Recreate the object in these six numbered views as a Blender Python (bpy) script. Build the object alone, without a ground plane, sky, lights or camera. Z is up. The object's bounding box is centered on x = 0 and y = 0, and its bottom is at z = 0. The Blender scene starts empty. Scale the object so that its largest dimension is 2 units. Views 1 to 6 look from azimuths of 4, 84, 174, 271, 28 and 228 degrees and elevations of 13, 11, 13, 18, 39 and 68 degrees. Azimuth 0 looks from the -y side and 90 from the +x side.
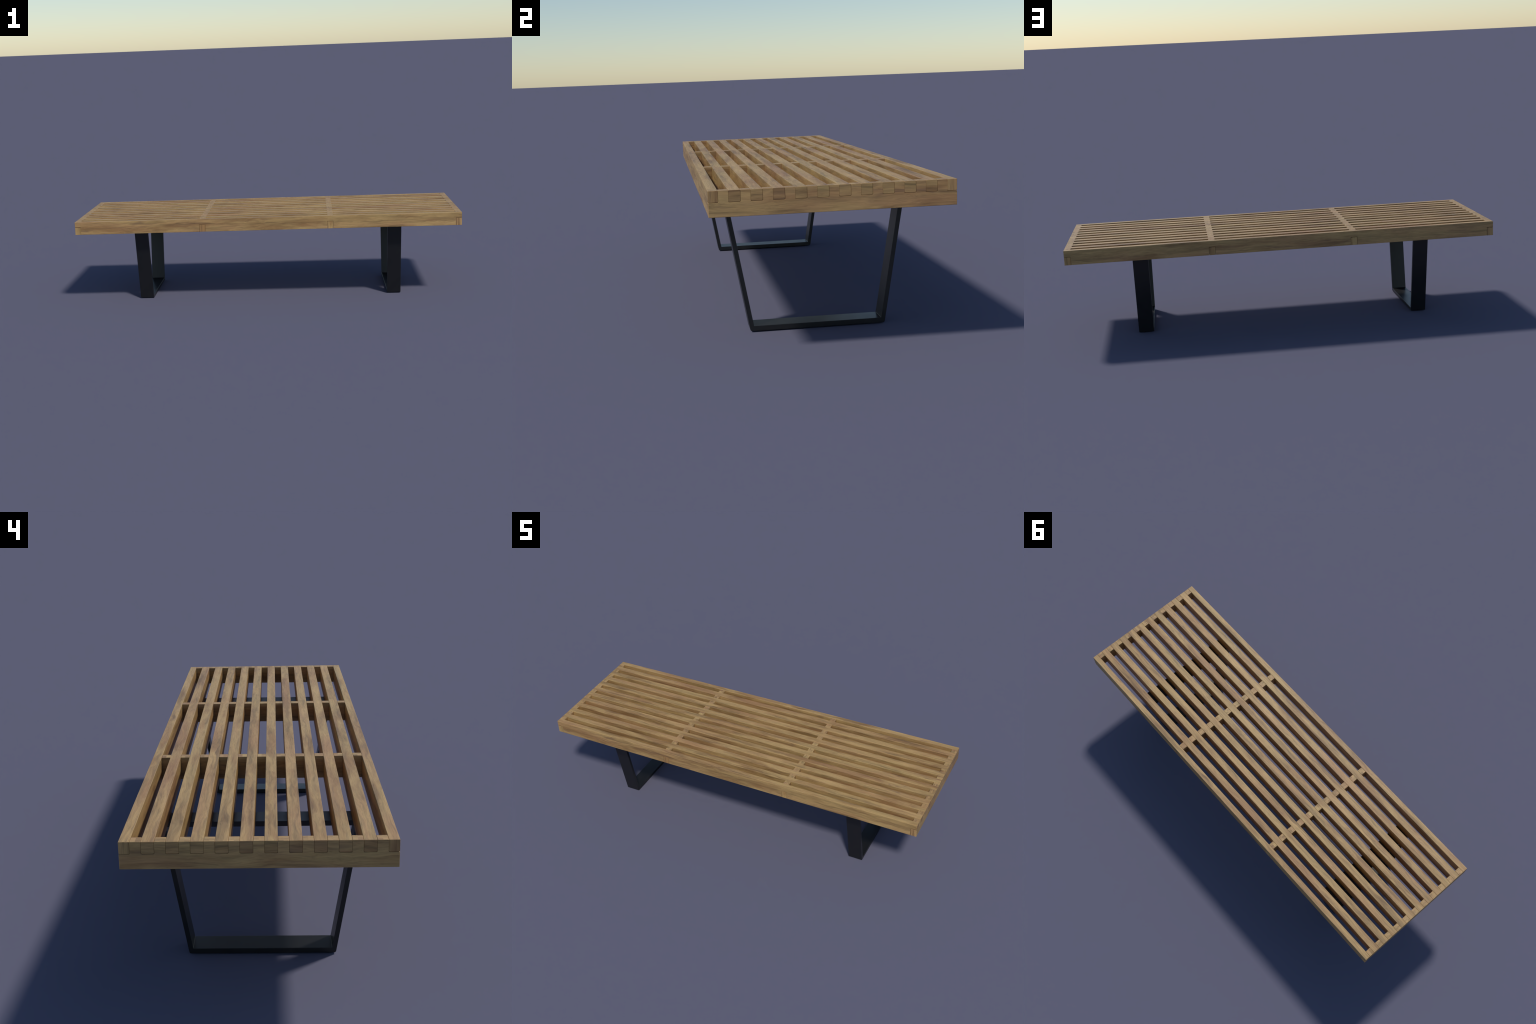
"""Slatted wooden bench: twelve long slats half-lapped over four cross rails,
carried by two black trapezoid leg frames of flat steel bar."""
import math
import bpy
from mathutils import Vector

# ------------------------------------------------------------------ sizes (m)
HALF_LENGTH = 1.0            # slats run along x
HALF_WIDTH = 0.3177          # across y
TOP_Z, UNDER_Z = 0.4469, 0.3800
LAP_Z = 0.4170               # height where slat notch meets rail notch
PITCH = 0.0559              # slat spacing
SLAT_W = 0.0301              # inner slat width
EDGE_SLAT_W = 0.0252         # the two outermost slats are narrower
RAIL_T = 0.0290              # thickness of a cross rail along x
RAIL_X = (-0.9855, -0.3308, 0.3308, 0.9855)
GAP = 0.0003                 # joint clearance
SEAM = 0.0010                # clearance along x where a slat drops over a rail
ROUND = 0.0010               # eased long edges
NOTCH_R = 0.0026             # fillet at the bottom of each rail notch
LEG_IN, LEG_OUT = 0.628, 0.699   # x extent of a leg frame


# ------------------------------------------------------------------ helpers
def rounded_section(y0, y1, z0, z1, r_low, r_high, segments=3):
    """Points of a rounded rectangle, counter-clockwise seen from +x."""
    pts = []
    for cy, cz, r, start in ((y1, z0, r_low, -90), (y1, z1, r_high, 0),
                             (y0, z1, r_high, 90), (y0, z0, r_low, 180)):
        sy = -1 if cy == y1 else 1
        sz = 1 if cz == z0 else -1
        for i in range(segments + 1):
            a = math.radians(start + 90 * i / segments)
            pts.append((cy + sy * r + r * math.cos(a), cz + sz * r + r * math.sin(a)))
    return pts


def loft(name, rings, materials, cap_slot=0, slot_of=None):
    """Skin a list of closed rings of 3D points; first and last are capped."""
    n = len(rings[0])
    verts = [p for ring in rings for p in ring]
    faces, slots = [], []
    for k in range(len(rings) - 1):
        for i in range(n):
            j = (i + 1) % n
            faces.append((k * n + i, k * n + j, (k + 1) * n + j, (k + 1) * n + i))
            slots.append(0)
    faces.append(tuple(reversed(range(n))))
    faces.append(tuple(range((len(rings) - 1) * n, len(rings) * n)))
    slots += [cap_slot, cap_slot]
    mesh = bpy.data.meshes.new(name)
    mesh.from_pydata(verts, [], faces)
    for m in materials:
        mesh.materials.append(m)
    mesh.validate()
    mesh.update()
    for p, s in zip(mesh.polygons, slots):
        p.material_index = s
        if slot_of:
            p.material_index = slot_of(p, s)
    mesh.polygons.foreach_set("use_smooth", [False] * len(mesh.polygons))
    return mesh


# ------------------------------------------------------------------ materials
class Nodes:
    """Small wrapper that builds and links shader nodes."""

    def __init__(self, name):
        self.mat = bpy.data.materials.new(name)
        self.mat.use_nodes = True
        self.tree = self.mat.node_tree
        self.tree.nodes.clear()

    def add(self, kind, inputs=None, **props):
        node = self.tree.nodes.new(kind)
        for k, v in props.items():
            setattr(node, k, v)
        for k, v in (inputs or {}).items():
            self.set(node.inputs[k], v)
        return node

    def set(self, socket, v):
        if isinstance(v, bpy.types.NodeSocket):
            self.tree.links.new(v, socket)
        else:
            socket.default_value = v

    def math(self, op, a, b=0.0, clamp=False):
        n = self.add("ShaderNodeMath", {0: a, 1: b}, operation=op, use_clamp=clamp)
        return n.outputs[0]

    def noise(self, vec, w, scale, detail=3.0, rough=0.55, distortion=0.0):
        n = self.add("ShaderNodeTexNoise", {"Vector": vec, "W": w, "Scale": scale, "Detail": detail,
                                            "Roughness": rough, "Distortion": distortion},
                     noise_dimensions="4D")
        return n.outputs["Fac"]

    def ramp(self, fac, stops):
        n = self.add("ShaderNodeValToRGB", {"Fac": fac})
        el = n.color_ramp.elements
        while len(el) < len(stops):
            el.new(0.5)
        for e, (p, c) in zip(el, stops):
            e.position, e.color = p, (*c, 1.0) if len(c) == 3 else c
        return n.outputs["Color"]

    def mix(self, fac, a, b, blend="MIX"):
        n = self.add("ShaderNodeMix", data_type="RGBA", blend_type=blend)
        self.set(n.inputs[0], fac)
        self.set(n.inputs[6], a)
        self.set(n.inputs[7], b)
        return n.outputs[2]


def g(v):
    return (v, v, v)


def wood(name, along, per_cell=0.0, other=0.0, tints=None):
    """Pale teak. `along` is the local axis the grain follows."""
    t = Nodes(name)
    coord = t.add("ShaderNodeTexCoord").outputs["Object"]
    rnd = t.add("ShaderNodeObjectInfo").outputs["Random"]
    w = t.math("ADD", t.math("MULTIPLY", rnd, 37.0), other * 13.0)
    pick = t.math("FRACT", t.math("ADD", t.math("MULTIPLY", rnd, 5.7), other))
    if per_cell:
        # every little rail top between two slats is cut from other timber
        x = t.add("ShaderNodeSeparateXYZ", {0: coord}).outputs[0]
        cell = t.math("FLOOR", t.math("DIVIDE", x, per_cell))
        cell_rnd = t.add("ShaderNodeTexWhiteNoise", {"W": t.math("ADD", cell, w)},
                         noise_dimensions="1D").outputs["Value"]
        w = t.math("ADD", w, t.math("MULTIPLY", cell_rnd, 11.0))
        pick = cell_rnd

    def stretched(long, cross):
        s = [cross, cross, cross]
        s[along] = long
        return t.add("ShaderNodeMapping", {"Vector": coord, "Scale": s}).outputs[0]

    # slow sway of the fibres: shift the coordinate across the grain
    sway = t.add("ShaderNodeTexNoise", {"Vector": stretched(6.0, 22.0), "W": w, "Scale": 1.0, "Detail": 2.0},
                 noise_dimensions="4D").outputs["Color"]
    sway = t.add("ShaderNodeVectorMath", {0: sway, 1: (0.5, 0.5, 0.5)}, operation="SUBTRACT").outputs[0]
    keep = [0.035, 0.035, 0.035]
    keep[along] = 0.0
    sway = t.add("ShaderNodeVectorMath", {0: sway, 1: keep}, operation="MULTIPLY").outputs[0]
    coord = t.add("ShaderNodeVectorMath", {0: coord, 1: sway}, operation="ADD").outputs[0]

    patch = t.noise(stretched(4.5, 30.0), w, 1.0, 3.0, 0.6)
    hue = t.noise(stretched(3.2, 24.0), t.math("ADD", w, 5.3), 1.0, 2.5)
    bands = t.noise(stretched(5.0, 110.0), t.math("ADD", w, 9.1), 1.0, 3.0, 0.6, 0.4)
    fibre = t.noise(stretched(16.0, 520.0), t.math("ADD", w, 2.2), 1.0, 3.0, 0.6)
    pores = t.noise(stretched(26.0, 900.0), t.math("ADD", w, 3.7), 1.0, 2.0, 0.5)
    # long dark growth lines: the zero crossings of a stretched noise, here and there
    ring = t.noise(stretched(2.2, 42.0), t.math("ADD", w, 14.6), 1.0, 1.0, 0.5)
    ring = t.math("ABSOLUTE", t.math("SUBTRACT", ring, 0.5))
    where = t.noise(stretched(5.0, 30.0), t.math("ADD", w, 17.2), 1.0, 2.0)
    vein = t.math("MULTIPLY", t.ramp(ring, [(0.0, g(1)), (0.045, g(0))]), t.ramp(where, [(0.54, g(0)), (0.66, g(1))]))

    col = t.ramp(patch, [(0.36, (0.300, 0.180, 0.072)), (0.50, (0.418, 0.284, 0.120)), (0.70, (0.485, 0.345, 0.150))])
    rosy = t.ramp(hue, [(0.48, g(0)), (0.64, g(1))])
    col = t.mix(t.math("MULTIPLY", rosy, 0.55), col, (0.390, 0.232, 0.112, 1))
    green = t.ramp(hue, [(0.30, g(1)), (0.46, g(0))])
    col = t.mix(t.math("MULTIPLY", green, 0.45), col, (0.395, 0.295, 0.122, 1))
    broad = t.noise(stretched(3.0, 62.0), t.math("ADD", w, 21.4), 1.0, 2.0, 0.55, 0.3)
    broad = t.ramp(broad, [(0.34, g(0.72)), (0.48, g(1.0)), (0.64, g(1.10))])
    col = t.mix(0.9, col, broad, "MULTIPLY")
    streak = t.ramp(bands, [(0.30, g(0.68)), (0.45, g(0.95)), (0.60, g(1.04)), (0.78, g(0.92))])
    col = t.mix(1.0, col, streak, "MULTIPLY")
    grain = t.ramp(fibre, [(0.30, g(0.76)), (0.52, g(1.0)), (0.72, g(1.09))])
    col = t.mix(0.9, col, grain, "MULTIPLY")
    dark = t.ramp(pores, [(0.30, g(0.70)), (0.40, g(1.0))])
    col = t.mix(0.7, col, dark, "MULTIPLY")
    col = t.mix(t.math("MULTIPLY", vein, 0.55), col, (0.150, 0.090, 0.060, 1))
    if tints is None:
        tints = [(0.0, (0.94, 0.88, 0.84)), (0.3, (1.03, 0.99, 0.94)), (0.6, (1.05, 1.05, 0.98)),
                 (0.8, (0.98, 0.92, 0.89)), (1.0, (1.06, 1.05, 1.0))]
    tint = t.ramp(pick, tints)
    col = t.mix(1.0, col, tint, "MULTIPLY")
    col = t.mix(1.0, col, (1.04, 0.97, 0.94, 1), "MULTIPLY")     # a little warmer overall

    bump = t.add("ShaderNodeBump", {"Strength": 0.35, "Distance": 0.0008,
                                    "Height": t.math("ADD", fibre, bands)}).outputs[0]
    rough = t.math("ADD", t.math("MULTIPLY", fibre, -0.15), 0.58)
    bsdf = t.add("ShaderNodeBsdfPrincipled", {"Base Color": col, "Roughness": rough, "Normal": bump,
                                              "Specular IOR Level": 0.5})
    out = t.add("ShaderNodeOutputMaterial")
    t.tree.links.new(bsdf.outputs[0], out.inputs[0])
    return t.mat


def black_steel(name):
    t = Nodes(name)
    coord = t.add("ShaderNodeTexCoord").outputs["Object"]
    n = t.noise(coord, 0.0, 30.0, 4.0)
    speck = t.noise(coord, 1.0, 900.0, 2.0)
    col = t.ramp(n, [(0.3, (0.0075, 0.0078, 0.0085)), (0.7, (0.0105, 0.0108, 0.0115))])
    rough = t.math("ADD", t.math("MULTIPLY", n, 0.12), 0.30)
    bump = t.add("ShaderNodeBump", {"Strength": 0.05, "Distance": 0.0003, "Height": speck}).outputs[0]
    bsdf = t.add("ShaderNodeBsdfPrincipled", {"Base Color": col, "Roughness": rough, "Normal": bump,
                                              "Specular IOR Level": 0.5})
    out = t.add("ShaderNodeOutputMaterial")
    t.tree.links.new(bsdf.outputs[0], out.inputs[0])
    return t.mat


WOOD = wood("teak_long_grain", 0)
END_TINTS = [(0.0, (0.86, 0.80, 0.76)), (0.35, (0.99, 0.98, 0.94)), (0.6, (1.04, 1.05, 0.98)),
             (0.8, (0.92, 0.88, 0.84)), (1.0, (1.02, 1.03, 0.98))]
WOOD_END_FLAT = wood("teak_end_lying", 1, other=0.37, tints=END_TINTS)
WOOD_END_UP = wood("teak_end_standing", 2, other=0.61, tints=END_TINTS)
WOOD_RAIL_END = wood("teak_rail_end", 2, other=0.83, tints=[(0.0, (1.06, 1.02, 0.96)), (1.0, (1.14, 1.12, 1.04))])
WOOD_TOP = wood("teak_rail_top", 0, per_cell=PITCH)
STEEL = black_steel("black_powder_coat")


# ------------------------------------------------------------------ slat
def slat_mesh(name, width, end_material):
    """Full-height plank whose underside is notched over every rail."""
    h = width / 2
    full = dict(z0=UNDER_Z, r_low=ROUND)
    lap = dict(z0=LAP_Z + GAP, r_low=NOTCH_R)

    def ring(x, kind, inset=0.0):
        s = rounded_section(-h + inset, h - inset, kind["z0"] + inset, TOP_Z - inset, kind["r_low"], ROUND)
        return [(x, y, z) for y, z in s]

    ease = 0.0007
    rings = [ring(-HALF_LENGTH, lap, ease), ring(-HALF_LENGTH + ease, lap)]
    for rx in RAIL_X:
        a, b = rx - RAIL_T / 2 - SEAM, rx + RAIL_T / 2 + SEAM
        if a > -HALF_LENGTH + 0.002:
            rings += [ring(a, full), ring(a, lap)]
        if b < HALF_LENGTH - 0.002:
            rings += [ring(b, lap), ring(b, full)]
    rings += [ring(HALF_LENGTH - ease, lap), ring(HALF_LENGTH, lap, ease)]

    def slot(p, s):
        return 1 if abs(p.normal.x) > 0.5 else 0
    return loft(name, rings, [WOOD, end_material], 1, slot)


# ------------------------------------------------------------------ rail
SLATS = [((i - 5.5) * PITCH, SLAT_W) for i in range(1, 11)]
EDGE_Y = HALF_WIDTH - EDGE_SLAT_W / 2


def rail_mesh(name):
    """Built along local x (turned onto y later); top notched for each slat."""
    ht = RAIL_T / 2
    xs = []                                     # (position, top height)
    low, high = LAP_Z - GAP, TOP_Z

    def notch_side(edge, sign):
        """Drop from full height into a notch; `sign` points into the notch."""
        pts = [(edge - sign * 0.0009, high), (edge, high - 0.0009)]
        for i in range(5):
            a = math.radians(90 * i / 4)
            pts.append((edge + sign * NOTCH_R * (1 - math.cos(a)), low + NOTCH_R * (1 - math.sin(a))))
        return pts

    e = HALF_WIDTH
    edge_in = EDGE_Y - EDGE_SLAT_W / 2
    xs += [(-e, low)]
    xs += list(reversed(notch_side(-edge_in + GAP, -1)))
    for y, wd in SLATS:
        xs += notch_side(y - wd / 2 - GAP, 1)
        xs += list(reversed(notch_side(y + wd / 2 + GAP, -1)))
    xs += notch_side(edge_in - GAP, 1)
    xs += [(e, low)]

    ease = 0.0007
    rings = []
    last = len(xs) - 1
    for k, (x, z) in enumerate(xs):
        inset = ease if k in (0, last) else 0.0
        s = rounded_section(-ht + inset, ht - inset, UNDER_Z + inset, z - inset, ROUND, 0.0009)
        rings.append([(x, yy, zz) for yy, zz in s])
        if k == 0:
            s = rounded_section(-ht, ht, UNDER_Z, z, ROUND, 0.0009)
            rings.append([(x + ease, yy, zz) for yy, zz in s])
        if k == last - 1:
            s = rounded_section(-ht, ht, UNDER_Z, xs[last][1], ROUND, 0.0009)
            rings.append([(xs[last][0] - ease, yy, zz) for yy, zz in s])

    def slot(p, s):
        if abs(p.normal.x) > 0.5 and abs(p.center.x) > HALF_WIDTH - 0.002:
            return 1
        if p.normal.z > 0.5 and p.center.z > TOP_Z - 0.003:
            return 2
        return 0
    return loft(name, rings, [WOOD, WOOD_RAIL_END, WOOD_TOP], 1, slot)


# ------------------------------------------------------------------ leg frame
def arc_corner(prev, corner, nxt, r, n=4):
    """Round one polygon corner; returns n+1 points."""
    p, c, q = Vector(prev), Vector(corner), Vector(nxt)
    u, v = (p - c).normalized(), (q - c).normalized()
    ang = u.angle(v)
    d = r / math.tan(ang / 2)
    centre = c + (u + v).normalized() * (r / math.sin(ang / 2))
    a, b = c + u * d - centre, c + v * d - centre
    out = []
    for i in range(n + 1):
        f = i / n
        w = a.lerp(b, f).normalized() * r
        out.append(centre + w)
    return out


def leg_frame_mesh(name):
    """Closed trapezoid of flat bar standing in the local y-z plane."""
    foot, head = 0.1975, 0.2607            # outer half widths at floor and top
    top = UNDER_Z - 0.0004
    bar, low_bar, side = 0.0142, 0.0148, 0.0129
    slope = (head - foot) / top
    outer = [(-foot, 0), (foot, 0), (head, top), (-head, top)]
    yi0 = foot + slope * low_bar - side
    yi1 = head - slope * bar - side
    inner = [(-yi0, low_bar), (yi0, low_bar), (yi1, top - bar), (-yi1, top - bar)]

    def rounded(poly, radii):
        pts = []
        for k in range(4):
            pts += arc_corner(poly[k - 1], poly[k], poly[(k + 1) % 4], radii[k])
        return pts
    po = rounded(outer, (0.0055, 0.0055, 0.002, 0.002))
    pi = rounded(inner, (0.0012,) * 4)

    hx, r = (LEG_OUT - LEG_IN) / 2, 0.0009
    rings = []
    for o, i in zip(po, pi):
        d = (i - o).normalized()
        ring = []
        for base, sgn, xs in ((o, 1, (-1, 1)), (i, -1, (1, -1))):
            for xsign in xs:
                steps = range(4) if xsign * sgn < 0 else range(3, -1, -1)
                for s in steps:
                    a = math.radians(90 * s / 3)
                    depth = r * (1 - math.sin(a))
                    x = xsign * (hx - r * (1 - math.cos(a)))
                    p = base + d * sgn * depth
                    ring.append((x, p.x, p.y))
        rings.append(ring)
    n = len(rings[0])
    verts = [p for ring in rings for p in ring]
    m = len(rings)
    faces = [(k * n + i, k * n + (i + 1) % n, ((k + 1) % m) * n + (i + 1) % n, ((k + 1) % m) * n + i)
             for k in range(m) for i in range(n)]
    mesh = bpy.data.meshes.new(name)
    mesh.from_pydata(verts, [], faces)
    mesh.materials.append(STEEL)
    mesh.validate()
    mesh.update()
    mesh.polygons.foreach_set("use_smooth", [False] * len(mesh.polygons))
    return mesh


# ------------------------------------------------------------------ assembly
import bmesh


def outward(mesh):
    bm = bmesh.new()
    bm.from_mesh(mesh)
    bmesh.ops.recalc_face_normals(bm, faces=bm.faces)
    bm.to_mesh(mesh)
    bm.free()
    return mesh


scene = bpy.context.scene
bench = bpy.data.objects.new("slatted_bench", None)
bench["label"] = "long low slatted wooden bench with black trapezoid metal legs"
bench["category"] = "bench"
scene.collection.objects.link(bench)


def place(name, mesh, location=(0, 0, 0), turn=0.0):
    ob = bpy.data.objects.new(name, mesh)
    ob.location = location
    ob.rotation_euler = (0, 0, turn)
    ob.parent = bench
    scene.collection.objects.link(ob)
    return ob


slat = outward(slat_mesh("slat", SLAT_W, WOOD_END_FLAT))
edge_slat = outward(slat_mesh("edge_slat", EDGE_SLAT_W, WOOD_END_UP))
rail = outward(rail_mesh("cross_rail"))
frame = outward(leg_frame_mesh("leg_frame"))

place("edge_slat", edge_slat, (0, -EDGE_Y, 0))
for y, _ in SLATS:
    place("slat", slat, (0, y, 0))
place("edge_slat", edge_slat, (0, EDGE_Y, 0))
for rx in RAIL_X:
    place("cross_rail", rail, (rx, 0, 0), math.radians(90))
for sx in (-1, 1):
    place("leg_frame", frame, (sx * (LEG_IN + LEG_OUT) / 2, 0, 0))
